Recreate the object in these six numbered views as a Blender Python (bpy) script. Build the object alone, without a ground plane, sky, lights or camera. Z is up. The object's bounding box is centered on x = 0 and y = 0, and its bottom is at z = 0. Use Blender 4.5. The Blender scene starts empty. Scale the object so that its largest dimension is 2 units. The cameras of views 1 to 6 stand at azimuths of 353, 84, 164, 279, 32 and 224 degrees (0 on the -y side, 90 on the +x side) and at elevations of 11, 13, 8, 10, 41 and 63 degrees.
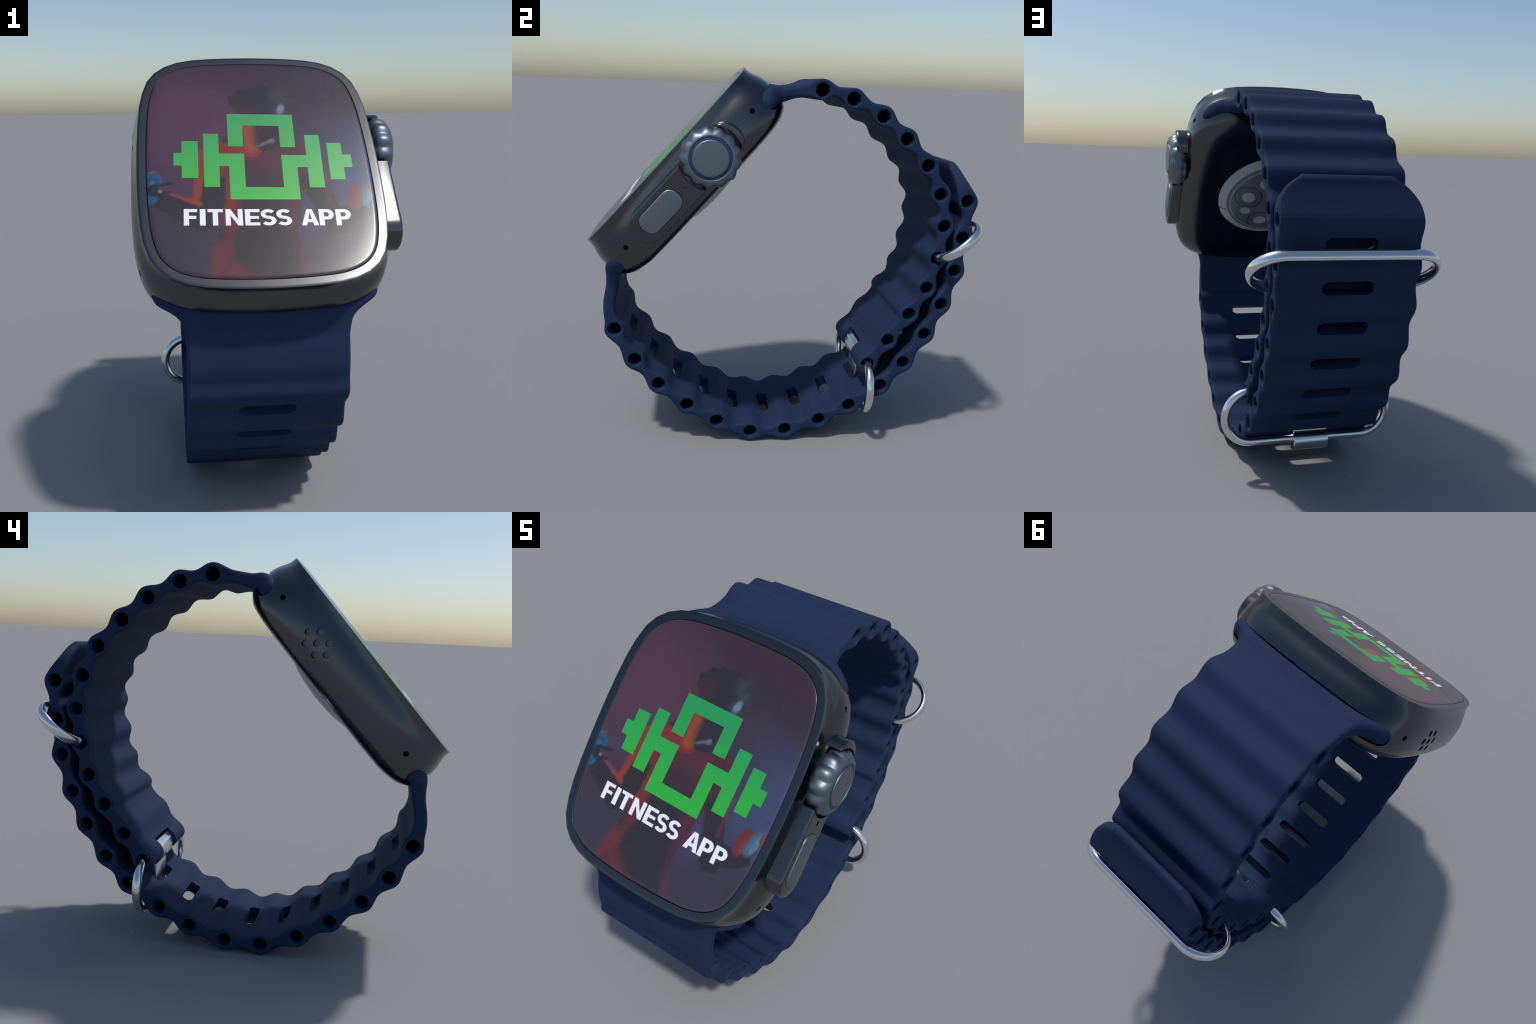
# Sports smart watch standing on its ocean-style rubber strap.
# Frame: metres, z up.  The case has its own local frame: x across, y along the
# display (towards the upper strap), z out of the display.
import bpy, bmesh, math
import numpy as np
from mathutils import Matrix, Vector

TAU = 2 * math.pi
XC = -0.0365                                   # strap / case centre line in x
TILT = math.radians(48.16)                     # lean of the display
ALONG = np.array([0, math.cos(TILT), math.sin(TILT)])
FRONT = np.array([0, -math.sin(TILT), math.cos(TILT)])
CASE_ORIGIN = np.array([XC, 0, 0]) + ALONG * 0.705 + FRONT * 1.4535
CASE_MATRIX = Matrix.Translation(Vector(CASE_ORIGIN)) @ Matrix.Rotation(TILT, 4, 'X')

scene = bpy.context.scene
COL = scene.collection


# ------------------------------------------------------------------ helpers
def case_yz(s, d):
    """case-local (along, out) -> world (y, z)"""
    p = CASE_ORIGIN + ALONG * s + FRONT * d
    return (p[1], p[2])


def add_object(name, verts, faces, mats, parent=None, matrix=None, smooth_angle=None,
               face_mats=None, weld=None):
    me = bpy.data.meshes.new(name)
    me.from_pydata([tuple(map(float, v)) for v in verts], [], [tuple(f) for f in faces])
    ob = bpy.data.objects.new(name, me)
    COL.objects.link(ob)
    for m in (mats if isinstance(mats, (list, tuple)) else [mats]):
        me.materials.append(m)
    if face_mats is not None:
        me.polygons.foreach_set('material_index', face_mats)
    bm = bmesh.new()
    bm.from_mesh(me)
    if weld:
        bmesh.ops.remove_doubles(bm, verts=bm.verts, dist=weld)
        bmesh.ops.dissolve_degenerate(bm, edges=bm.edges, dist=1e-6)
    bmesh.ops.recalc_face_normals(bm, faces=bm.faces)
    bm.to_mesh(me)
    bm.free()
    if matrix is not None:
        ob.matrix_world = matrix
    shade(ob, smooth_angle)
    if parent is not None:
        attach(ob, parent)
    return ob


def attach(ob, parent):
    mw = ob.matrix_world.copy()
    ob.parent = parent
    bpy.context.view_layer.update()
    ob.matrix_parent_inverse = parent.matrix_world.inverted()
    ob.matrix_world = mw


def shade(ob, angle):
    me = ob.data
    me.polygons.foreach_set('use_smooth', [angle is not None] * len(me.polygons))
    if angle is not None and angle < 179:
        bm = bmesh.new()
        bm.from_mesh(me)
        lim = math.radians(angle)
        for e in bm.edges:
            e.smooth = len(e.link_faces) == 2 and e.calc_face_angle(0) < lim
        bm.to_mesh(me)
        bm.free()
    me.update()


def cut(ob, cutters, angle):
    """boolean difference, then drop the cutters"""
    for c in cutters:
        m = ob.modifiers.new('cut', 'BOOLEAN')
        m.operation = 'DIFFERENCE'
        m.solver = 'EXACT'
        m.object = c
    bpy.context.view_layer.update()
    dg = bpy.context.evaluated_depsgraph_get()
    new = bpy.data.meshes.new_from_object(ob.evaluated_get(dg))
    ob.modifiers.clear()
    old = ob.data
    ob.data = new
    new.name = old.name
    for c in cutters:
        bpy.data.objects.remove(c)
    shade(ob, angle)


def loft(rings, closed=True, cap0=False, cap1=False):
    """rings: list of equally long point lists -> verts, faces"""
    n = len(rings[0])
    verts = [p for r in rings for p in r]
    faces = []
    for k in range(len(rings) - 1):
        for i in range(n if closed else n - 1):
            j = (i + 1) % n
            faces.append((k * n + i, k * n + j, (k + 1) * n + j, (k + 1) * n + i))
    if cap0:
        faces.append(tuple(range(n))[::-1])
    if cap1:
        b = (len(rings) - 1) * n
        faces.append(tuple(range(b, b + n)))
    return verts, faces


def spline(ts, pts, t):
    """natural cubic spline through pts at ts, evaluated at t -> value, derivative"""
    ts = np.asarray(ts, float)
    pts = np.asarray(pts, float)
    n = len(ts)
    h = np.diff(ts)
    M = np.zeros((n, n))
    rhs = np.zeros_like(pts)
    M[0, 0] = M[-1, -1] = 1
    for i in range(1, n - 1):
        M[i, i - 1], M[i, i], M[i, i + 1] = h[i - 1], 2 * (h[i - 1] + h[i]), h[i]
        rhs[i] = 6 * ((pts[i + 1] - pts[i]) / h[i] - (pts[i] - pts[i - 1]) / h[i - 1])
    m = np.linalg.solve(M, rhs)
    t = np.atleast_1d(t)
    k = np.clip(np.searchsorted(ts, t, side='right') - 1, 0, n - 2)
    dt = (t - ts[k])[:, None]
    hk = h[k][:, None]
    a, b = pts[k], (pts[k + 1] - pts[k]) / hk - hk * (2 * m[k] + m[k + 1]) / 6
    c, d = m[k] / 2, (m[k + 1] - m[k]) / (6 * hk)
    return a + b * dt + c * dt ** 2 + d * dt ** 3, b + 2 * c * dt + 3 * d * dt ** 2


def stations(tab, t, wavy, soften=.011):
    """interpolate a table of (t, value...) rows: eased inside the wavy range,
    straight elsewhere, then softened with a small Gaussian"""
    tab = np.asarray(sorted(tab, key=lambda r: r[0]), float)
    step = .002
    g = np.arange(tab[0, 0], tab[-1, 0] + step, step)
    k = np.clip(np.searchsorted(tab[:, 0], g, side='right') - 1, 0, len(tab) - 2)
    f = np.clip((g - tab[k, 0]) / (tab[k + 1, 0] - tab[k, 0]), 0, 1)
    f = np.where((g > wavy[0]) & (g < wavy[1]), f * f * (3 - 2 * f), f)[:, None]
    val = tab[k, 1:] * (1 - f) + tab[k + 1, 1:] * f
    m = int(3 * soften / step)
    ker = np.exp(-.5 * (np.arange(-m, m + 1) * step / soften) ** 2)
    ker /= ker.sum()
    pad = np.pad(val, ((m, m), (0, 0)), mode='edge')
    val = np.stack([np.convolve(pad[:, c], ker, 'valid') for c in range(val.shape[1])], 1)
    return np.stack([np.interp(t, g, val[:, c]) for c in range(val.shape[1])], 1)


# ---------------------------------------------------------------- materials
def material(name, color, rough, metal=0.0, spec=0.5, coat=0.0, grain=0.0, grain_scale=200.0,
             bump=0.0, bump_scale=300.0):
    m = bpy.data.materials.new(name)
    m.use_nodes = True
    nt = m.node_tree
    b = nt.nodes['Principled BSDF']
    b.inputs['Base Color'].default_value = (*color, 1)
    b.inputs['Roughness'].default_value = rough
    b.inputs['Metallic'].default_value = metal
    b.inputs['Specular IOR Level'].default_value = spec
    b.inputs['Coat Weight'].default_value = coat
    tc = nt.nodes.new('ShaderNodeTexCoord')
    if grain:
        n = nt.nodes.new('ShaderNodeTexNoise')
        n.inputs['Scale'].default_value = grain_scale
        n.inputs['Detail'].default_value = 3
        nt.links.new(tc.outputs['Object'], n.inputs['Vector'])
        r = nt.nodes.new('ShaderNodeValToRGB')
        lo, hi = [c * (1 - grain) for c in color], [c * (1 + grain) for c in color]
        r.color_ramp.elements[0].position, r.color_ramp.elements[1].position = 0.3, 0.7
        r.color_ramp.elements[0].color = (*lo, 1)
        r.color_ramp.elements[1].color = (*hi, 1)
        nt.links.new(n.outputs['Fac'], r.inputs['Fac'])
        nt.links.new(r.outputs['Color'], b.inputs['Base Color'])
    if bump:
        n = nt.nodes.new('ShaderNodeTexNoise')
        n.inputs['Scale'].default_value = bump_scale
        nt.links.new(tc.outputs['Object'], n.inputs['Vector'])
        bp = nt.nodes.new('ShaderNodeBump')
        bp.inputs['Strength'].default_value = bump
        bp.inputs['Distance'].default_value = 0.002
        nt.links.new(n.outputs['Fac'], bp.inputs['Height'])
        nt.links.new(bp.outputs['Normal'], b.inputs['Normal'])
    return m


RUBBER = material('navy_rubber', (0.0165, 0.030, 0.075), 0.75, spec=0.14, grain=0.06, grain_scale=6, bump=0.03)
TITANIUM = material('dark_titanium', (0.105, 0.11, 0.115), 0.22, metal=1.0, grain=0.04, grain_scale=3)
GUNMETAL = material('grey_crown_metal', (0.185, 0.218, 0.245), 0.46, metal=1.0, grain=0.03, grain_scale=5)
STEEL = material('polished_steel', (0.78, 0.78, 0.78), 0.20, metal=1.0)
NAVY_BAND = material('navy_enamel', (0.017, 0.031, 0.11), 0.5)
PORT_BLACK = material('port_black', (0.004, 0.004, 0.004), 0.6)


class Nodes:
    """small arithmetic layer over shader nodes, used for picture masks"""

    def __init__(self, mat):
        self.nt = mat.node_tree
        tc = self.nt.nodes.new('ShaderNodeTexCoord')
        sep = self.nt.nodes.new('ShaderNodeSeparateXYZ')
        self.nt.links.new(tc.outputs['Object'], sep.inputs[0])
        self.vec = tc.outputs['Object']
        self.x, self.y = sep.outputs['X'], sep.outputs['Y']

    def _in(self, sock, v):
        if isinstance(v, (int, float)):
            sock.default_value = v
        elif isinstance(v, tuple):
            sock.default_value = (*v, 1) if len(v) == 3 else v
        else:
            self.nt.links.new(v, sock)

    def math(self, op, a, b=0.0, c=0.0, clamp=False):
        n = self.nt.nodes.new('ShaderNodeMath')
        n.operation = op
        n.use_clamp = clamp
        for s, v in zip(n.inputs, (a, b, c)):
            self._in(s, v)
        return n.outputs[0]

    def add(self, a, b): return self.math('ADD', a, b)
    def sub(self, a, b): return self.math('SUBTRACT', a, b)
    def mul(self, a, b): return self.math('MULTIPLY', a, b)

    def ramp(self, v, lo, hi):
        """smooth 0..1 as v goes lo -> hi"""
        n = self.nt.nodes.new('ShaderNodeMapRange')
        n.interpolation_type = 'SMOOTHSTEP'
        self._in(n.inputs['Value'], v)
        inv = lo > hi
        n.inputs['From Min'].default_value, n.inputs['From Max'].default_value = (hi, lo) if inv else (lo, hi)
        n.inputs['To Min'].default_value, n.inputs['To Max'].default_value = (1, 0) if inv else (0, 1)
        return n.outputs[0]

    def noise(self, scale, detail=4, stretch=(1, 1, 1), rot=0.0):
        mp = self.nt.nodes.new('ShaderNodeMapping')
        mp.inputs['Scale'].default_value = stretch
        mp.inputs['Rotation'].default_value = (0, 0, rot)
        self.nt.links.new(self.vec, mp.inputs[0])
        n = self.nt.nodes.new('ShaderNodeTexNoise')
        n.inputs['Scale'].default_value = scale
        n.inputs['Detail'].default_value = detail
        self.nt.links.new(mp.outputs[0], n.inputs['Vector'])
        return n.outputs['Fac']

    def ellipse(self, cx, cy, rx, ry, soft, rot=0.0, wobble=None):
        """1 inside an ellipse, soft edge (soft as a fraction of the radius)"""
        dx, dy = self.sub(self.x, cx), self.sub(self.y, cy)
        c, s = math.cos(rot), math.sin(rot)
        u = self.add(self.mul(dx, c / rx), self.mul(dy, s / rx))
        v = self.sub(self.mul(dy, c / ry), self.mul(dx, s / ry))
        r = self.math('SQRT', self.add(self.mul(u, u), self.mul(v, v)))
        if wobble is not None:
            r = self.add(r, wobble)
        return self.ramp(r, 1 + soft, 1 - soft)

    def limb(self, ax, ay, bx, by, ra, rb, soft, wobble=None):
        """1 inside a tapered capsule from a to b, soft edge in metres"""
        px, py = self.sub(self.x, ax), self.sub(self.y, ay)
        ex, ey = bx - ax, by - ay
        L2 = ex * ex + ey * ey
        t = self.math('ADD', self.mul(px, ex / L2), self.mul(py, ey / L2), clamp=True)
        dx, dy = self.sub(px, self.mul(t, ex)), self.sub(py, self.mul(t, ey))
        d = self.math('SQRT', self.add(self.mul(dx, dx), self.mul(dy, dy)))
        d = self.sub(d, self.math('MULTIPLY_ADD', t, rb - ra, ra))
        if wobble is not None:
            d = self.add(d, wobble)
        return self.ramp(d, soft, -soft)

    def mix(self, fac, a, b):
        n = self.nt.nodes.new('ShaderNodeMix')
        n.data_type = 'RGBA'
        self._in(n.inputs['Factor'], fac)
        self._in(n.inputs[6], a)
        self._in(n.inputs[7], b)
        return n.outputs[2]


def srgb(r, g, b):
    f = lambda c: (c / 255 / 12.92) if c <= 10 else ((c / 255 + 0.055) / 1.055) ** 2.4
    return (f(r), f(g), f(b))


# -------------------------------------------------------------------- thing
watch = bpy.data.objects.new('smart_watch', None)
watch['label'] = 'dark metal smart watch on wavy navy rubber strap'
watch['category'] = 'smart watch'
COL.objects.link(watch)
bpy.context.view_layer.update()

# --------------------------------------------------------------------- case
# corner points of a quarter of the bezel edge (across, along)
QUARTER = [(0, .581), (.10, .579), (.176, .575), (.249, .568), (.315, .553), (.371, .527), (.415, .490),
           (.447, .440), (.468, .371), (.480, .296), (.487, .203), (.4905, .104), (.4915, 0)]
POLY = QUARTER + [(x, -y) for x, y in QUARTER[-2::-1]]
POLY = POLY + [(-x, y) for x, y in POLY[-2:0:-1]]
SUB = 6


def smooth_outline():
    P = np.array(POLY + POLY[:1], float)
    n = len(POLY)
    ext = np.vstack([P[-5:-1], P, P[1:5]])
    tt = np.concatenate([[0], np.cumsum(np.linalg.norm(np.diff(ext, axis=0), axis=1))])
    te = np.concatenate([np.linspace(tt[4 + i], tt[5 + i], SUB, endpoint=False) for i in range(n)])
    p, d = spline(tt, ext, te)
    d /= np.linalg.norm(d, axis=1)[:, None]
    return p, np.stack([-d[:, 1], d[:, 0]], 1)


OUT, NRM = smooth_outline()
if (OUT[0] * NRM[0]).sum() < 0:
    NRM = -NRM
FACET = np.concatenate([np.array(POLY[i]) + (np.array(POLY[(i + 1) % len(POLY)]) - np.array(POLY[i]))
                        * np.linspace(0, 1, SUB, endpoint=False)[:, None] for i in range(len(POLY))])


def outline_ring(off, d, base=None, shrink=1.0):
    q = ((OUT if base is None else base) + NRM * off) * shrink
    ease = lambda v: min(1, max(0, v))
    # the rear edge lifts slightly towards the lower strap
    return [(x, y, d + .013 * ease((-y - .40) / .16) * ease((-d - .20) / .07)) for x, y in q]


# (offset from the bezel edge, depth behind the bezel plane)
CASE_PROFILE = [(.001, -.0015), (.001, -.014), (.0015, -.028), (.0045, -.042), (.0105, -.058), (.018, -.076), (.024, -.096),
                (.029, -.120), (.0315, -.147), (.0318, -.175), (.0305, -.202), (.0255, -.228), (.013, -.250),
                (-.006, -.269), (-.026, -.281), (-.06, -.287), (-.10, -.288)]
rings = [outline_ring(0, -.03, shrink=.02), outline_ring(0, -.03, shrink=.5), outline_ring(-.041, -.030),
         outline_ring(-.0378, -.030), outline_ring(-.0372, -.012), outline_ring(-.0365, -.0015),
         outline_ring(-.035, .0), outline_ring(-.012, .0), outline_ring(-.004, -.0001, FACET)]
rings += [outline_ring(o, d, FACET if d > -.02 else None) for o, d in CASE_PROFILE]
rings += [outline_ring(-.10, -.284, shrink=k) for k in (.92, .8, .6, .3, .02)]
v, f = loft(rings, cap0=True, cap1=True)
case = add_object('watch_case', v, f, [TITANIUM, PORT_BLACK], watch, CASE_MATRIX, 40)


def prism(pts, axis, lo, hi, name='cutter', mat=None):
    """closed 2-D outline extruded along an axis of the case frame"""
    def place(p, a):
        return {'x': (a, p[0], p[1]), 'y': (p[0], a, p[1]), 'z': (p[0], p[1], a)}[axis]
    v, f = loft([[place(p, lo) for p in pts], [place(p, hi) for p in pts]], cap0=True, cap1=True)
    return add_object(name, v, f, mat or PORT_BLACK, None, CASE_MATRIX)


def circle(cx, cy, r, n=28):
    return [(cx + r * math.cos(TAU * i / n), cy + r * math.sin(TAU * i / n)) for i in range(n)]


def stadium(cx, cy, hx, hy, r, n=12):
    """rounded rectangle"""
    out = []
    for sx, sy, a0 in ((1, 1, 0), (-1, 1, 90), (-1, -1, 180), (1, -1, 270)):
        for i in range(n + 1):
            a = math.radians(a0 + 90 * i / n)
            out.append((cx + sx * (hx - r) + r * math.cos(a), cy + sy * (hy - r) + r * math.sin(a)))
    return out


LUG_D, LUG_HALF, LUG_W = -.1825, .0435, .443
def lug_width(s):
    """half width of the strap root at distance s along the case"""
    return LUG_W - max(0, abs(s) - .525) * 1.0


cutters = []
for sgn in (1, -1):
    rings = [[(x, sgn * s, d) for x, d in stadium(0, LUG_D, lug_width(s) + .003, LUG_HALF + .002, LUG_HALF + .0015)]
             for s in (.36, .525, .58, .66)]
    v, f = loft(rings, cap0=True, cap1=True)
    cutters.append(add_object('cutter', v, f, PORT_BLACK, None, CASE_MATRIX))
ports = []
for s in (.443, -.419):
    for side in (1, -1):
        lim = (.40, .60) if side > 0 else (-.60, -.40)
        ports.append(prism(circle(s, -.147, .0125), 'x', *lim))
SPEAKER = [(.257, -.151), (.225, -.112), (.228, -.190), (.197, -.152), (.162, -.112), (.163, -.190), (.131, -.151)]
for s, d in SPEAKER:
    ports.append(prism(circle(s, d, .0152), 'x', -.60, -.468))
cut(case, cutters + ports, 40)

# dark floors inside the microphone and speaker ports
for s, d, r, x in [(.443, -.147, .0135, .412), (-.419, -.147, .0135, .412), (.443, -.147, .0135, -.412),
                   (-.419, -.147, .0135, -.412)]:
    p = prism(circle(s, d, r), 'x', x - .005, x + .005, 'port_plug')
    attach(p, case)
for s, d in SPEAKER:
    p = prism(circle(s, d, .0165), 'x', -.482, -.472, 'speaker_mesh', TITANIUM)
    attach(p, case)

# ------------------------------------------------------------ display glass
DISPLAY_MAT = bpy.data.materials.new('display_picture')
DISPLAY_MAT.use_nodes = True
G = [(-.0385, -.02), (-.0382, -.003), (-.0388, -.0008), (-.041, .0004), (-.055, .0008)]
rings = [outline_ring(o, d) for o, d in G]
rings += [outline_ring(-.055, .001, shrink=k) for k in (.9, .7, .4, .1, .01)]
v, f = loft(rings, cap0=True, cap1=True)
display = add_object('display_glass', v, f, DISPLAY_MAT, watch, CASE_MATRIX, 50)

# ------------------------------------------------------- crown guard, crown
GX = .5645                                              # outer face of the guard


def stepped_prism(outline_fn, steps, name, mat, angle=35, parent=None):
    """outline_fn(inset) -> 2-D outline; steps: (inset, x)"""
    rings = [[(x, p[0], p[1]) for p in outline_fn(i)] for i, x in steps]
    v, f = loft(rings, cap0=True, cap1=True)
    return add_object(name, v, f, mat, parent, CASE_MATRIX, angle)


guard = stepped_prism(lambda i: stadium(.004, -.147, .339 - i, .0875 - i, .083 - i, 14),
                      [(0, .36), (0, GX - .012), (.0015, GX - .006), (.005, GX - .0015), (.010, GX)],
                      'crown_guard', TITANIUM, 38)
CROWN_S, CROWN_D = .162, -.147
cut(guard, [prism(circle(CROWN_S, CROWN_D, .150, 72), 'x', .508, .70),
            prism(circle(-.010, -.151, .0105), 'x', .545, .70),
            prism(stadium(-.171, -.147, .1185, .0565, .051), 'x', .550, .70)], 38)
attach(guard, case)

LOBES = 13
profile = [(.470, .06, 0), (.500, .106, 0), (.504, .120, .6), (.512, .132, .9), (.524, .1415, 1), (.540, .143, 1), (.556, .1415, 1),
           (.570, .136, .9), (.581, .127, .7), (.589, .116, .35), (.5935, .106, .08), (.5950, .0995, 0),
           (.5935, .0978, 0), (.5905, .0972, 0)]
rings = []
NSEG = 260
for x, r, w in profile:
    ring = []
    for i in range(NSEG):
        a = TAU * i / NSEG
        lobe = .5 + .5 * math.cos(LOBES * a + .9)
        rr = r - w * .0098 * (1 - lobe ** .7)
        ring.append((x, CROWN_S + rr * math.cos(a), CROWN_D + rr * math.sin(a)))
    rings.append(ring)
v, f = loft(rings, cap0=True, cap1=True)
crown = add_object('crown', v, f, GUNMETAL, watch, CASE_MATRIX, 60)
stepped_prism(lambda i: circle(CROWN_S, CROWN_D, .0968 - i, 64), [(0, .585), (0, .5915), (.002, .5925)],
              'crown_band', NAVY_BAND, 35, crown)
stepped_prism(lambda i: circle(CROWN_S, CROWN_D, .0835 - i, 64),
              [(0, .588), (0, .5945), (.0012, .5968), (.004, .5982), (.01, .5985), (.04, .5988)],
              'crown_cap', GUNMETAL, 60, crown)
stepped_prism(lambda i: stadium(-.171, -.147, .1165 - i, .0545 - i, .049 - i),
              [(0, .54), (0, .5650), (.0015, .5680), (.005, .5700), (.009, .5705), (.03, .5707)],
              'side_button', GUNMETAL, 50, case)

# ---------------------------------------------------------------- rear dome
SENSOR_MAT = bpy.data.materials.new('rear_sensor')
SENSOR_MAT.use_nodes = True
DOME_R, DOME_S = .31, .012
rings = []
for k in range(0, 15):
    r = DOME_R * (1 - k / 14) + .001
    d = -.279 - .069 * max(0, 1 - (r / DOME_R) ** 2.8)
    rings.append([(r * math.cos(TAU * i / 96), DOME_S + r * math.sin(TAU * i / 96), d) for i in range(96)])
rings.insert(0, [(p[0] * 1.0, DOME_S + (p[1] - DOME_S), -.262) for p in rings[0]])
v, f = loft(rings, cap0=True, cap1=True)
dome = add_object('sensor_dome', v, f, SENSOR_MAT, case, CASE_MATRIX, 50)


# -------------------------------------------------------------------- strap
HOLE_R, LIP = .0345, .006


def build_strap(name, lead, holes, tail, rows, slots, end_len):
    """Wavy rubber band lofted along a centre line in the y-z plane.
    lead/holes/tail: (y, z) centre-line points; holes sit on bumps.
    rows: functions of arc length t -> stations of (t, outer, inner, half width, edge radius)
    """
    pts = np.array(lead + holes + tail)
    ts = np.concatenate([[0], np.cumsum(np.linalg.norm(np.diff(pts, axis=0), axis=1))])
    n0, nh = len(lead), len(holes)
    th = ts[n0:n0 + nh]
    tab = rows(ts, th, n0)
    mids = [(th[i] + th[i + 1]) / 2 for i in range(nh - 1)]
    first = th[0] - (mids[0] - th[0])
    last = th[-1] + (th[-1] - mids[-1]) if len(tail) > 1 else th[-1] + .5 * (ts[-1] - th[-1])
    bounds = [first] + mids + [last]
    # samples along the strap
    CELL = 20
    samples, cells = [], []
    samples += list(np.linspace(0, first, 26, endpoint=False))
    SLOT = .0293
    for c in range(nh):
        a, b = bounds[c], bounds[c + 1]
        u = list(np.linspace(a, b, CELL + 1))
        k = 2
        u[k] = a + SLOT
        u[CELL - k] = b - SLOT
        u[1], u[CELL - 1] = a + SLOT / 2, b - SLOT / 2
        for q in range(k + 1, CELL - k):
            u[q] = a + SLOT + (b - a - 2 * SLOT) * (q - k) / (CELL - 2 * k)
        cells.append((len(samples), len(samples) + CELL))
        samples += u[:-1]
    rest = ts[-1] - last
    samples += [last + rest * math.sin(math.pi / 2 * i / 26) for i in range(27)]
    t = np.array(samples)
    ctr, der = spline(ts, pts, t)
    der /= np.linalg.norm(der, axis=1)[:, None]
    nor = np.stack([-der[:, 1], der[:, 0]], 1)
    mid = np.array([-.05, .95])
    if ((ctr - mid) * nor).sum() < 0:
        nor = -nor
    vals = stations(tab, t, (first, th[-1]))
    ho, hi, hw, er = vals.T
    # rounded end
    e = np.clip((t - (ts[-1] - end_len)) / end_len, 0, 1)
    k = np.sqrt(np.clip(1 - e * e, 1e-4, 1))
    ho, hi = ho * k, hi * k
    er = np.minimum(er, .94 * np.minimum(ho, hi))
    NT = len(t)
    crown_up = .012 * np.clip(1 - np.abs(t - ts[2] - .02) / .06, 0, 1)     # root swells along its middle
    # columns across: (absolute slot columns, then stretched to the edge), then the fillet
    ARC = [math.pi / 2 * j / 5 for j in range(6)]
    half = [0.0, .05, .095, .1155]
    verts, faces = [], []

    def columns(i):
        w, r = hw[i], er[i]
        flat = [h for h in half] + [.1155 + (w - r - .1155) * q for q in (.33, .66)]
        cols = [(x, 0.0) for x in flat] + [(w - r + r * math.sin(a), r * (1 - math.cos(a))) for a in ARC]
        return [(-x, q) for x, q in cols[:0:-1]] + cols

    NC = len(columns(0))
    for i in range(NT):
        for x, inset in columns(i):
            p = ctr[i] + nor[i] * (ho[i] - inset + crown_up[i] * max(0, 1 - (x / hw[i]) ** 2))
            verts.append((XC + x, p[0], p[1]))
        for x, inset in columns(i):
            p = ctr[i] - nor[i] * (hi[i] - inset)
            verts.append((XC + x, p[0], p[1]))
    idx = lambda i, c, bottom: i * 2 * NC + (NC if bottom else 0) + c
    mid_c = NC // 2
    slot_cols = range(mid_c - 3, mid_c + 3)
    slot_rows = set()
    for s in slots:
        r0 = cells[s][1]
        slot_rows.update(range(r0 - 2, r0 + 2))
        # chamfer the slot corners
        for bottom in (False, True):
            for c in (mid_c - 3, mid_c + 3):
                for a, b in ((r0 - 2, r0), (r0 + 2, r0)):
                    va, vb = np.array(verts[idx(a, c, bottom)]), np.array(verts[idx(b, c, bottom)])
                    verts[idx(a, c, bottom)] = tuple(va + (vb - va) * .45)
    for i in range(NT - 1):
        for c in range(NC - 1):
            if i in slot_rows and c in slot_cols:
                continue
            faces.append((idx(i, c, 0), idx(i, c + 1, 0), idx(i + 1, c + 1, 0), idx(i + 1, c, 0)))
            faces.append((idx(i, c, 1), idx(i + 1, c, 1), idx(i + 1, c + 1, 1), idx(i, c + 1, 1)))
    for s in slots:                                    # slot walls
        r0 = cells[s][1]
        loop = [(r0 - 2, c) for c in range(mid_c - 3, mid_c + 3)] + [(r, mid_c + 3) for r in range(r0 - 2, r0 + 2)]
        loop += [(r0 + 2, c) for c in range(mid_c + 3, mid_c - 3, -1)] + [(r, mid_c - 3) for r in range(r0 + 2, r0 - 2, -1)]
        for a, b in zip(loop, loop[1:] + loop[:1]):
            faces.append((idx(*a, 0), idx(*b, 0), idx(*b, 1), idx(*a, 1)))
    # blunt ends
    for c in range(NC - 1):
        faces.append((idx(0, c, 0), idx(0, c + 1, 0), idx(0, c + 1, 1), idx(0, c, 1)))
        faces.append((idx(NT - 1, c, 0), idx(NT - 1, c + 1, 0), idx(NT - 1, c + 1, 1), idx(NT - 1, c, 1)))
    # flat flanks, with a lipped bore in every hole cell
    in_cell = set()
    for a, b in cells:
        in_cell.update(range(a, b))
    for side in (0, NC - 1):
        sgn = -1 if side == 0 else 1
        for i in range(NT - 1):
            if i not in in_cell:
                faces.append((idx(i, side, 0), idx(i + 1, side, 0), idx(i + 1, side, 1), idx(i, side, 1)))
        for (a, b), hc in zip(cells, holes):
            border = [idx(i, side, 0) for i in range(a, b + 1)] + [idx(i, side, 1) for i in range(b, a - 1, -1)]
            hc = np.array(hc)
            ang = [math.atan2(verts[q][2] - hc[1], verts[q][1] - hc[0]) for q in border]
            prev = border
            w = hw[(a + b) // 2]
            bores = [(HOLE_R + LIP * (1 - math.sin(g)), LIP * (1 - math.cos(g))) for g in (0, .4, .8, 1.2, math.pi / 2)]
            bores += [(HOLE_R * .97, .05), (HOLE_R * .95, .22)]
            for bi, (r, dep) in enumerate(bores):
                ring = []
                for g in ang:
                    facet = math.cos(math.pi / 8) / math.cos((g + .3) % (TAU / 8) - math.pi / 8)
                    mixk = min(bi / 4, 1) * .9
                    rr = r * (1 + (facet - 1) * mixk)
                    ring.append(len(verts))
                    verts.append((XC + sgn * (w - dep), hc[0] + rr * math.cos(g), hc[1] + rr * math.sin(g)))
                m = len(ring)
                for q in range(m):
                    faces.append((prev[q], prev[(q + 1) % m], ring[(q + 1) % m], ring[q]))
                prev = ring
            faces.append(tuple(prev))
    return add_object(name, verts, faces, RUBBER, watch, None, 42, weld=1e-5)


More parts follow.
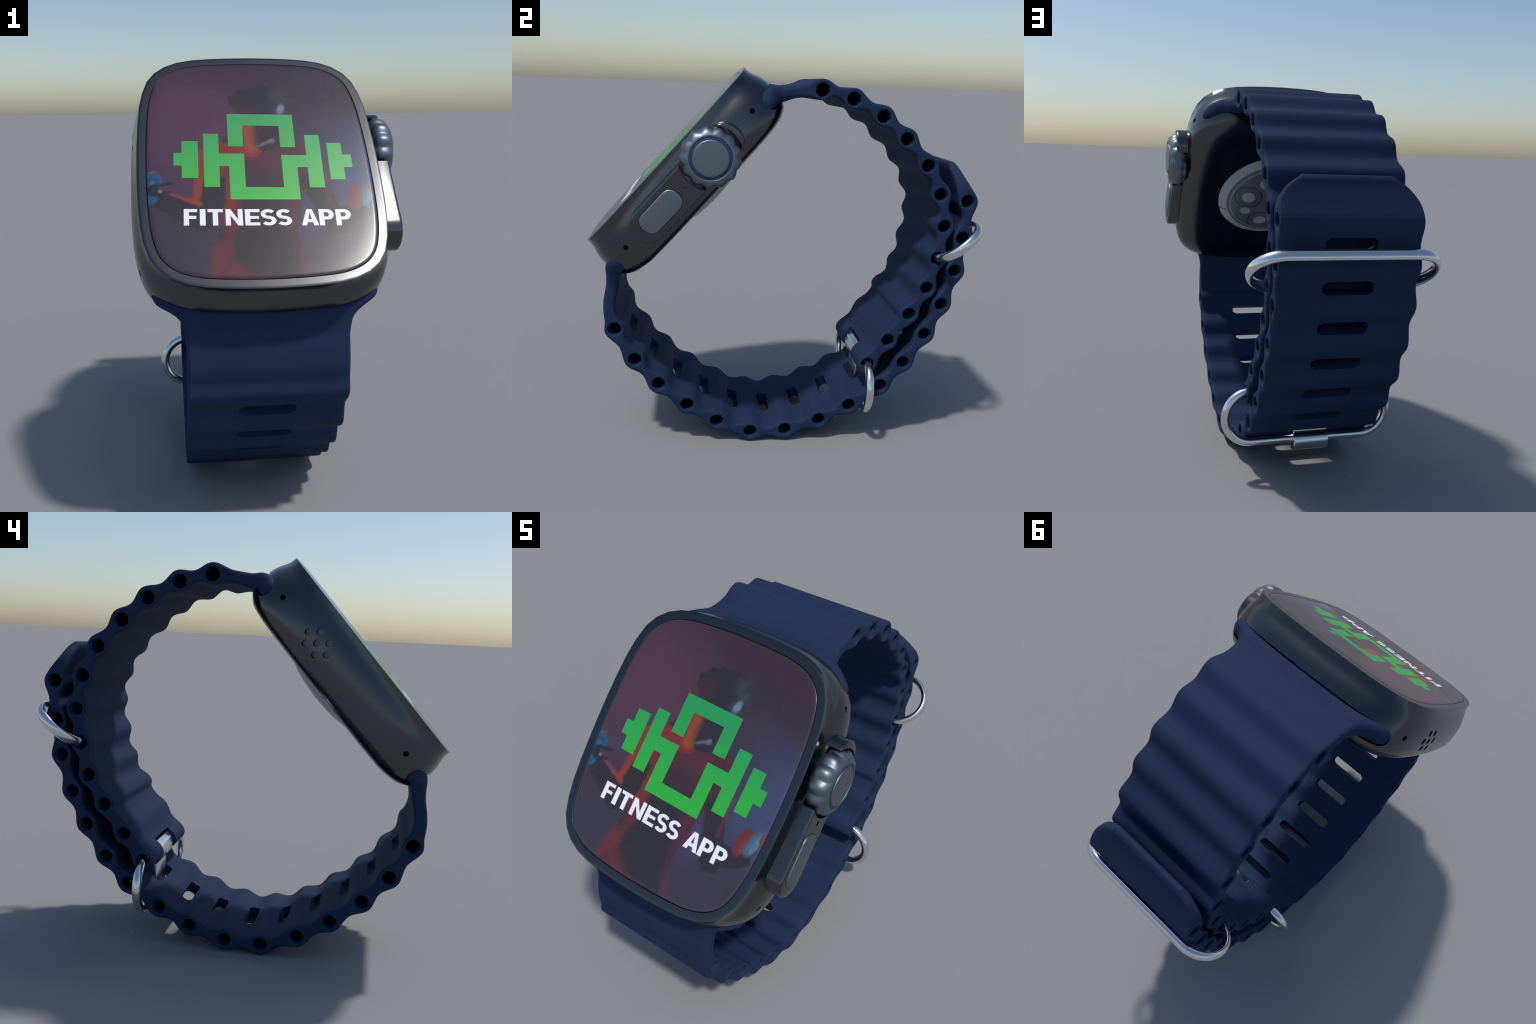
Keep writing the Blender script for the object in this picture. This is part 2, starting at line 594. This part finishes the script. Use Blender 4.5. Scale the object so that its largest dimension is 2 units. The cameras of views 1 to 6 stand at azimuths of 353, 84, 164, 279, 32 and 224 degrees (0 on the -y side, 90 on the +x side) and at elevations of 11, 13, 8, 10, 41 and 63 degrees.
# hole centres read along the two halves (y, z)
UPPER_HOLES = [(.142, 1.829), (.297, 1.791), (.450, 1.712), (.575, 1.606), (.692, 1.477), (.769, 1.334), (.800, 1.171),
               (.777, 1.005), (.735, .846), (.652, .704), (.550, .561), (.449, .430)]
LOWER_HOLES = [(-.860, .624), (-.762, .461), (-.642, .328), (-.495, .211), (-.340, .117), (-.161, .0545), (.023, .0615),
               (.203, .116), (.362, .197), (.524, .307), (.640, .437), (.744, .595), (.819, .758), (.875, .938),
               (.903, 1.112), (.911, 1.302)]
BUMP_O, BUMP_I, NECK_O, NECK_I = .0540, .0500, .0265, .0245
WIDE, EDGE, EDGE_NECK = .3195, .009, .019


def wave(th, skip=()):
    rows = [(q, BUMP_O, BUMP_I, WIDE, EDGE) for q in th]
    rows += [((th[i] + th[i + 1]) / 2, NECK_O, NECK_I, WIDE, EDGE_NECK) for i in range(len(th) - 1) if i not in skip]
    return rows


def upper_rows(ts, th, n0):
    rows = wave(th, skip=(9, 10))
    rows = [(t, o, .047 if t > th[9] + .01 and i > .04 else i, w, e) for t, o, i, w, e in rows]
    L = LUG_HALF
    rows += [(ts[0], L, L, LUG_W, .045), (ts[2] - .037, L, L, LUG_W, .045), (ts[2], L, L, lug_width(.562), .045), (ts[2] + .03, .0415, .041, .355, .038), (ts[3] - .005, .036, .037, .338, .032),
             (ts[3] + .025, .030, .034, .329, .026), (ts[4] + .015, .0285, .0285, WIDE, .02), (ts[5], .0295, .030, WIDE, .018)]
    # inside lining step after the tenth hole, then a thicker clasp end
    rows += [(th[9] + .034, .046, .049, WIDE, EDGE), (th[9] + .038, .044, .025, WIDE, .012),
             (th[9] + .09, NECK_O, .028, WIDE, EDGE_NECK),
             ((th[10] + th[11]) / 2, .030, .034, WIDE, EDGE_NECK), (ts[-1], BUMP_O, BUMP_I, WIDE, EDGE)]
    return rows


upper_lead = [case_yz(.34, LUG_D), case_yz(.46, LUG_D), case_yz(.562, LUG_D), (-.050, 1.804), (-.005, 1.8135), (.050, 1.8205)]
dirn = np.array(UPPER_HOLES[-1]) - np.array(UPPER_HOLES[-2])
dirn /= np.linalg.norm(dirn)
upper_tail = [tuple(np.array(UPPER_HOLES[-1]) + dirn * .056)]
upper = build_strap('strap_clasp_half', upper_lead, UPPER_HOLES, upper_tail, upper_rows, [], .056)

lower_lead = [case_yz(-.34, LUG_D), case_yz(-.46, LUG_D), case_yz(-.552, LUG_D), (-.862, .900), (-.868, .850), (-.880, .790),
              (-.8855, .735), (-.876, .675)]


def lower_rows(ts, th, n0):
    rows = wave(th)
    L = LUG_HALF
    rows += [(ts[0], L, L, LUG_W, .045), (ts[2] - .027, L, L, LUG_W, .045), (ts[2], L, L, lug_width(.552), .045), (ts[2] + .03, .043, .041, .362, .038), (ts[3] - .006, .037, .037, .333, .032),
             (ts[3] + .02, .034, .034, .328, .026), (ts[4] + .01, .031, .031, WIDE, .02),
             (ts[5], .030, .030, WIDE, .018), (ts[6], .030, .030, WIDE, .018), (ts[7], .034, .034, WIDE, .016)]
    a = th[-1]
    rows += [(a + .055, .034, .042, .3195, .010), (a + .077, .030, .040, .316, .014), (a + .100, .026, .036, .306, .018),
             (a + .127, .023, .031, .290, .02), (a + .155, .022, .026, .265, .02), (a + .176, .022, .023, .234, .02),
             (ts[-1], .021, .022, .196, .018)]
    return rows


lower_tail = [(.894, 1.360), (.868, 1.425), (.853, 1.465), (.845, 1.490)]
lower = build_strap('strap_tail_half', lower_lead, LOWER_HOLES, lower_tail, lower_rows, list(range(15)), .034)


# ------------------------------------------------------------ metal fittings
def wire_loop(name, a, b, straight, radius, depth, mat):
    """stadium-shaped wire through the yz points a (in a strap bore) and b"""
    a, b = np.array(a), np.array(b)
    c, e = (a + b) / 2, (b - a)
    R = np.linalg.norm(e) / 2
    e /= 2 * R
    path, tang = [], []
    for sgn, a0 in ((1, -90), (-1, 90)):
        for i in range(25):
            g = math.radians(a0 + 180 * i / 24)
            path.append((sgn * straight + R * math.cos(g), R * math.sin(g)))
            tang.append((-math.sin(g), math.cos(g)))
    rings = []
    for (u, q), (tu, tq) in zip(path, tang):
        P = np.array([XC + u, *(c + e * q)])
        n1 = np.array([tq, *(e * -tu)])                  # in-plane normal
        n2 = np.cross([tu, *(e * tq)], n1)
        rings.append([P + radius * math.cos(TAU * k / 24) * n1 + depth * math.sin(TAU * k / 24) * n2 for k in range(24)])
    v, f = loft(rings + [rings[0]])
    return add_object(name, v, f, mat, watch, None, 180, weld=1e-5)


loop_ring = wire_loop('strap_loop', (.777, 1.005), (.980, 1.170), .287, .0170, .0262, STEEL)
CLASP_TOP, CLASP_BOT = (.449, .430), (.443, .174)
clasp = wire_loop('clasp_ring', CLASP_TOP, CLASP_BOT, .285, .0225, .0225, STEEL)


def yz_block(name, pts, x0, x1, mat, bevel=.006, parent=None):
    v, f = loft([[(x0, *p) for p in pts], [(x1, *p) for p in pts]], cap0=True, cap1=True)
    ob = add_object(name, v, f, mat, None, None, None)
    bm = bmesh.new()
    bm.from_mesh(ob.data)
    if bevel:
        bmesh.ops.bevel(bm, geom=bm.edges[:], offset=bevel, segments=3, profile=.5, affect='EDGES')
    bm.to_mesh(ob.data)
    bm.free()
    shade(ob, 40)
    if parent:
        attach(ob, parent)
    return ob


notch = yz_block('cutter', [(.36, .30), (.50, .30), (.508, .44), (.488, .482), (.445, .492), (.36, .47)], -.153, .088, PORT_BLACK, 0)
cut(upper, [notch], 42)
# wide sleeve on the upper bar, narrower tongue and sleeve on the lower one
yz_block('clasp_hook', [(.407, .415), (.420, .372), (.438, .348), (.470, .345), (.492, .372), (.496, .440), (.478, .466),
                        (.448, .471), (.419, .453)], -.146, .081, STEEL, .005, clasp)
sleeve = [(.452 + .049 * math.cos(math.radians(g)), .170 + .049 * math.sin(math.radians(g))) for g in range(105, 440, 15)]
yz_block('clasp_tongue', [(.439, .352), (.439, .222)] + sleeve + [(.469, .230), (.469, .350)], -.134, .040, STEEL, .004, clasp)

# ----------------------------------------------------------- display artwork
ART = Matrix.Rotation(math.radians(-1.6), 4, 'Z')
SYMBOL_MAT = material('green_symbol', srgb(45, 172, 72), .35, spec=.5)
WHITE_MAT = material('white_lettering', (.85, .85, .9), .4)


def art_bars(name, polys, z0, z1, mat):
    verts, faces = [], []
    for poly in polys:
        b, n = len(verts), len(poly)
        q = [ART @ Vector((x, y, 0)) for x, y in poly]
        verts += [(p.x, p.y, z0) for p in q] + [(p.x, p.y, z1) for p in q]
        faces += [tuple(range(b + n, b + 2 * n)), tuple(range(b, b + n))[::-1]]
        faces += [(b + i, b + (i + 1) % n, b + n + (i + 1) % n, b + n + i) for i in range(n)]
    return add_object(name, verts, faces, mat, display, CASE_MATRIX)


U = .0625
BX, BY = .0145, .0075                                   # symbol centre in artwork coordinates


def rect(x0, y0, x1, y1):
    return [(x0, y0), (x1, y0), (x1, y1), (x0, y1)]


# dumbbell symbol: top bracket, bottom bracket with arms, plates and end nubs
X1, X2, X3, X4, X5, X6, X7 = .0765, .1385, .1785, .2400, .2690, .3315, .3670
TOP = [(-.1385, .069), (-.0765, .069), (-.0765, .1805), (.0765, .1805), (.0765, .067), (.1385, .067), (.1385, .243), (-.1385, .243)]
polys = [TOP,
         [(-.1385, -.196), (.1385, -.196), (.1385, -.0355), (.1805, -.0355), (.1805, -.137), (.2425, -.137), (.2425, .134), (.1805, .134),
          (.1805, .0265), (.0765, .0265), (.0765, -.1365), (-.0755, -.1365), (-.0755, .031), (-.1775, .031), (-.1775, .134), (-.2395, .134),
          (-.2395, -.136), (-.1775, -.136), (-.1775, -.033), (-.1385, -.033)],
         [(-.328, .094), (-.262, .094), (-.262, -.093), (-.328, -.093), (-.328, -.032), (-.3605, -.032), (-.3605, .0325), (-.328, .0325)],
         [(.2700, .0925), (.3310, .0925), (.3310, .0312), (.3672, .0312), (.3672, -.033), (.3310, -.033), (.3310, -.096), (.2700, -.096)]]
polys = [[(x + BX, y + BY) for x, y in p] for p in polys]
art_bars('display_symbol', polys, .0006, .0016, SYMBOL_MAT)

# lettering: bold sans capitals drawn in a unit box, laid out over the text width
SV, SH = .265, .185                       # stroke: upright (in letter-width metres / height) and level


def ribbon(path, w0, w1=None):
    """quads along a centre path with horizontal/vertical pen widths"""
    P = np.array(path, float)
    T = np.gradient(P, axis=0)
    T /= np.linalg.norm(T, axis=1)[:, None]
    Nn = np.stack([-T[:, 1], T[:, 0]], 1) * np.array([w0, w1 or w0]) / 2
    A, B = P + Nn, P - Nn
    return [[tuple(A[i]), tuple(B[i]), tuple(B[i + 1]), tuple(A[i + 1])] for i in range(len(P) - 1)]


def arc(cx, cy, rx, ry, a0, a1, n=12):
    return [(cx + rx * math.cos(math.radians(a0 + (a1 - a0) * i / n)), cy + ry * math.sin(math.radians(a0 + (a1 - a0) * i / n)))
            for i in range(n + 1)]


def glyph(ch, w):
    """polygons of a capital in a box w wide and 1 high"""
    v, hgt = SV, SH
    if ch == 'I':
        return [rect(0, 0, w, 1)]
    if ch == 'F':
        return [rect(0, 0, v, 1), rect(v, 1 - hgt, w, 1), rect(v, .40, w * .93, .40 + hgt)]
    if ch == 'E':
        return [rect(0, 0, v, 1), rect(v, 1 - hgt, w, 1), rect(v, .405, w * .94, .405 + hgt * .93), rect(v, 0, w, hgt)]
    if ch == 'T':
        c = w / 2
        return [rect(0, 1 - hgt, w, 1), rect(c - v / 2, 0, c + v / 2, 1 - hgt)]
    if ch == 'N':
        k = v * .95
        return [rect(0, 0, k, 1), rect(w - k, 0, w, 1), [(k, 1), (k, .62), (w - k, 0), (w - k, .38)]]
    if ch == 'A':
        c, k = w / 2, v * 1.02
        inner = lambda y: (k + (c - k) * y / .80)           # inner edge of the left leg
        legs = [[(0, 0), (k, 0), (inner(.80), .80), (c, 1), (c - k * .52, 1)], [(w, 0), (c + k * .52, 1), (c, 1), (w - inner(.80), .80), (w - k, 0)]]
        y0, y1 = .20, .39
        return legs + [[(inner(y0), y0), (w - inner(y0), y0), (w - inner(y1), y1), (inner(y1), y1)]]
    if ch == 'P':
        r = (1 - .36) / 2
        cy = 1 - r
        xa = w - r - .02
        path = [(v, 1 - hgt / 2)] + arc(xa, cy, w - xa - v * .48, r - hgt / 2, 90, -90, 14) + [(v, .36 + hgt / 2)]
        return [rect(0, 0, v, 1)] + ribbon(path, v * .98, hgt)
    if ch == 'S':
        ry, rx = (1 - hgt) / 4, w / 2 - v * .46
        up = arc(w / 2, .5 + ry, rx, ry, 32, 262, 20)
        dn = arc(w / 2, .5 - ry, rx, ry, 82, -148, 20)
        return ribbon(up + dn, v * .92, hgt * .98)
    return []


LETTERS = [('F', 0, .079), ('I', .094, .128), ('T', .140, .231), ('N', .246, .348), ('E', .361, .449), ('S', .455, .547),
           ('S', .549, .641), ('A', .697, .802), ('P', .806, .896), ('P', .908, 1.0)]
TX0, TX1, TY0, TY1 = -.307, .3435, -.3100, -.2345
polys = []
for ch, a, b in LETTERS:
    H = TY1 - TY0
    w = (b - a) * (TX1 - TX0) / H
    polys += [[(TX0 + a * (TX1 - TX0) + x * H, TY0 + y * H) for x, y in poly] for poly in glyph(ch, w)]
art_bars('display_lettering', polys, .0006, .0016, WHITE_MAT)

# picture behind the glass: a figure with dumbbells in red and blue haze
g = Nodes(DISPLAY_MAT)
ca, sa = math.cos(math.radians(1.6)), math.sin(math.radians(1.6))
gx, gy = g.x, g.y
g.x = g.sub(g.mul(gx, ca), g.mul(gy, sa))
g.y = g.add(g.mul(gx, sa), g.mul(gy, ca))
haze = g.noise(5.0, 5)
fine = g.noise(38.0, 5)
wob = g.mul(g.sub(haze, .5), .5)
w2 = g.mul(g.sub(fine, .5), .02)
w3 = g.mul(g.sub(fine, .5), .5)
col = g.mix(g.ramp(g.y, -.5, .5), srgb(62, 56, 70), srgb(60, 48, 55))
col = g.mix(g.mul(g.ellipse(-.30, .16, .26, .30, .75, .5, wobble=wob), .95), col, srgb(91, 59, 75))
col = g.mix(g.mul(g.ellipse(-.30, .06, .15, .16, .8, wobble=wob), .7), col, srgb(86, 58, 82))
col = g.mix(g.mul(g.ellipse(-.33, -.06, .14, .10, .8, wobble=wob), .7), col, srgb(76, 57, 77))
col = g.mix(g.mul(g.ellipse(.42, .00, .18, .20, .8, rot=.3, wobble=g.mul(wob, 2.0)), .9), col, srgb(70, 77, 110))
col = g.mix(g.mul(g.ellipse(.22, .14, .16, .13, .8, wobble=wob), .5), col, srgb(70, 58, 82))
col = g.mix(g.mul(g.ellipse(.36, -.12, .12, .10, .8), .6), col, srgb(67, 74, 108))
col = g.mix(g.mul(g.ellipse(.17, -.25, .05, .10, .8), .8), col, srgb(72, 70, 104))
DARK, SHADE, HOT = srgb(51, 46, 51), srgb(64, 46, 53), srgb(138, 60, 44)
streak = g.noise(30.0, 4, (1, 6, 1), .5)
folds = g.mul(g.sub(streak, .5), .45)
# far-side arm and its dumbbell
col = g.mix(g.limb(.165, .05, .205, -.14, .05, .042, .007, w2), col, srgb(80, 46, 60))
col = g.mix(g.limb(.205, -.10, .285, -.30, .045, .052, .007, w2), col, DARK)
col = g.mix(g.limb(.275, -.285, .40, -.235, .05, .038, .007, w2), col, DARK)
col = g.mix(g.mul(g.limb(.255, -.03, .268, -.20, .004, .004, .016, w2), .9), col, srgb(116, 46, 76))
disc = g.noise(60.0, 3)
col = g.mix(g.ellipse(.377, -.175, .033, .062, .12, -.25), col, srgb(106, 50, 56))
col = g.mix(g.mul(g.ellipse(.390, -.178, .014, .054, .4, -.25), disc), col, srgb(138, 58, 54))
col = g.mix(g.ellipse(.420, -.162, .024, .058, .15, -.25), col, srgb(64, 96, 114))
col = g.mix(g.mul(g.ellipse(.433, -.158, .012, .052, .4, -.25), g.add(disc, .2)), col, srgb(106, 128, 152))
col = g.mix(g.mul(g.ellipse(.412, -.170, .006, .046, .4, -.25), .7), col, srgb(58, 122, 140))
col = g.mix(g.ellipse(.455, -.13, .02, .03, .3), col, srgb(112, 62, 68))
# torso and hips
col = g.mix(g.limb(0, .03, .0, -.25, .165, .150, .008, w2), col, SHADE)
col = g.mix(g.limb(-.02, -.32, -.03, -.56, .148, .165, .008, w2), col, DARK)
col = g.mix(g.mul(g.ellipse(.03, .0, .15, .08, .6, wobble=folds), .75), col, srgb(94, 46, 56))
col = g.mix(g.mul(g.ellipse(.01, -.09, .08, .07, .8), .8), col, srgb(60, 47, 53))
col = g.mix(g.mul(g.ellipse(.125, -.26, .030, .12, .8, wobble=folds), .7), col, srgb(88, 48, 62))
col = g.mix(g.mul(g.ellipse(-.130, -.20, .035, .13, .7, wobble=folds), .95), col, srgb(126, 47, 48))
col = g.mix(g.mul(g.ellipse(-.168, -.455, .036, .080, .6, -.25, wobble=folds), .9), col, srgb(108, 50, 54))
col = g.mix(g.mul(g.ellipse(-.13, -.50, .06, .035, .8, -.3, wobble=folds), .8), col, srgb(98, 48, 53))
col = g.mix(g.mul(g.ellipse(-.03, -.545, .12, .018, .8, -.15, wobble=folds), .5), col, srgb(104, 48, 54))
col = g.mix(g.mul(g.ellipse(.145, -.48, .025, .07, .8, .3, wobble=folds), .4), col, srgb(96, 50, 62))
# near arm, lit red along its outer side
col = g.mix(g.limb(-.02, .055, -.17, .050, .030, .048, .007, w2), col, srgb(130, 48, 46))
col = g.mix(g.limb(-.185, .02, -.205, -.20, .050, .060, .007, w2), col, DARK)
col = g.mix(g.limb(-.222, .04, -.262, -.20, .022, .014, .008, w2), col, HOT)
col = g.mix(g.mul(g.limb(-.175, .06, -.155, -.06, .04, .016, .02, w2), .9), col, srgb(136, 50, 44))
col = g.mix(g.limb(-.235, -.275, -.405, -.195, .058, .034, .007, w2), col, DARK)
col = g.mix(g.mul(g.limb(-.245, -.210, -.365, -.160, .012, .004, .007, w2), .9), col, srgb(142, 62, 50))
# near dumbbell
col = g.mix(g.ellipse(-.432, -.108, .044, .050, .10), col, srgb(44, 86, 116))
col = g.mix(g.mul(g.ellipse(-.430, -.112, .028, .032, .25), g.add(disc, .1)), col, srgb(36, 66, 92))
col = g.mix(g.mul(g.ellipse(-.430, -.112, .012, .014, .25), .8), col, srgb(50, 104, 140))
col = g.mix(g.ellipse(-.440, -.190, .034, .026, .2), col, srgb(42, 84, 112))
col = g.mix(g.ellipse(-.425, -.150, .030, .022, .3, wobble=folds), col, srgb(44, 46, 60))
col = g.mix(g.limb(-.43, -.128, -.355, -.112, .009, .007, .004), col, srgb(46, 44, 56))
col = g.mix(g.limb(-.42, -.165, -.358, -.156, .012, .005, .004), col, srgb(46, 44, 56))
col = g.mix(g.limb(-.442, -.062, -.415, -.056, .004, .003, .004), col, srgb(126, 70, 82))
col = g.mix(g.ellipse(-.398, -.152, .008, .008, .4), col, srgb(150, 96, 92))
# head
curl = g.noise(24.0, 7)
hairw = g.mul(g.sub(curl, .5), .55)
col = g.mix(g.limb(.045, .25, .030, .11, .072, .055, .008), col, srgb(52, 46, 51))
col = g.mix(g.limb(-.040, .21, -.030, .070, .030, .026, .012, w2), col, srgb(146, 70, 50))
col = g.mix(g.mul(g.limb(.02, .20, .01, .10, .04, .03, .02, w2), .6), col, srgb(60, 46, 52))
col = g.mix(g.ellipse(.022, .322, .132, .086, .05, rot=.10, wobble=hairw), col, srgb(47, 45, 50))
col = g.mix(g.mul(g.ellipse(-.065, .285, .045, .06, .6, wobble=hairw), g.mul(curl, .7)), col, srgb(86, 48, 55))
col = g.mix(g.mul(g.ellipse(.105, .345, .035, .05, .6, .6, wobble=hairw), g.mul(curl, .45)), col, srgb(92, 100, 120))
col = g.mix(g.ellipse(.100, .270, .030, .035, .5, .3, wobble=folds), col, srgb(66, 62, 78))
col = g.mix(g.mul(g.ellipse(.107, .282, .015, .026, .5, -.3, wobble=w3), .9), col, srgb(112, 134, 150))
col = g.mix(g.mul(g.limb(.000, .078, .060, .112, .002, .009, .008, w2), .6), col, srgb(122, 132, 150))
tone = g.add(.90, g.mul(g.sub(fine, .5), .25))
nb = DISPLAY_MAT.node_tree.nodes['Principled BSDF']
mixn = DISPLAY_MAT.node_tree.nodes.new('ShaderNodeVectorMath')
mixn.operation = 'SCALE'
DISPLAY_MAT.node_tree.links.new(col, mixn.inputs[0])
DISPLAY_MAT.node_tree.links.new(tone, mixn.inputs['Scale'])
DISPLAY_MAT.node_tree.links.new(mixn.outputs[0], nb.inputs['Base Color'])
nb.inputs['Roughness'].default_value = .22
nb.inputs['Specular IOR Level'].default_value = .5

# green fades a little towards the top of the symbol
s = Nodes(SYMBOL_MAT)
scol = s.mix(s.ramp(s.y, -.2, .25), srgb(48, 172, 58), srgb(38, 150, 82))
SYMBOL_MAT.node_tree.links.new(scol, SYMBOL_MAT.node_tree.nodes['Principled BSDF'].inputs['Base Color'])

# rear sensor: pale outer ring, dark glass, ringed windows
h = Nodes(SENSOR_MAT)
dy = h.sub(h.y, DOME_S)
rad = h.math('SQRT', h.add(h.mul(h.x, h.x), h.mul(dy, dy)))
GREY, GLASS = srgb(176, 179, 185), srgb(98, 100, 104)
hc = h.mix(h.ramp(rad, .256, .259), GLASS, GREY)
band = h.mul(h.ramp(rad, .233, .2345), h.ramp(rad, .2425, .241))
hc = h.mix(band, hc, srgb(140, 144, 152))
seam = h.mul(h.ramp(h.math('ABSOLUTE', h.add(dy, .092)), .006, .004), h.ramp(rad, .262, .266))
hc = h.mix(seam, hc, GLASS)
for k in range(4):
    a = math.radians(17 + 90 * k)
    px, py = .150 * math.cos(a), DOME_S + .150 * math.sin(a)
    hc = h.mix(h.ellipse(px, py, .078, .078, .012), hc, srgb(26, 27, 30))
    hc = h.mix(h.ellipse(px, py, .074, .074, .012), hc, srgb(92, 94, 99))
    hc = h.mix(h.ellipse(px, py, .037, .037, .03), hc, srgb(164, 167, 174))
    a = math.radians(-24 + 90 * k)
    hc = h.mix(h.ellipse(.160 * math.cos(a), DOME_S + .160 * math.sin(a), .029, .029, .03), hc, srgb(160, 163, 170))
hb = SENSOR_MAT.node_tree.nodes['Principled BSDF']
SENSOR_MAT.node_tree.links.new(hc, hb.inputs['Base Color'])
hb.inputs['Roughness'].default_value = .25
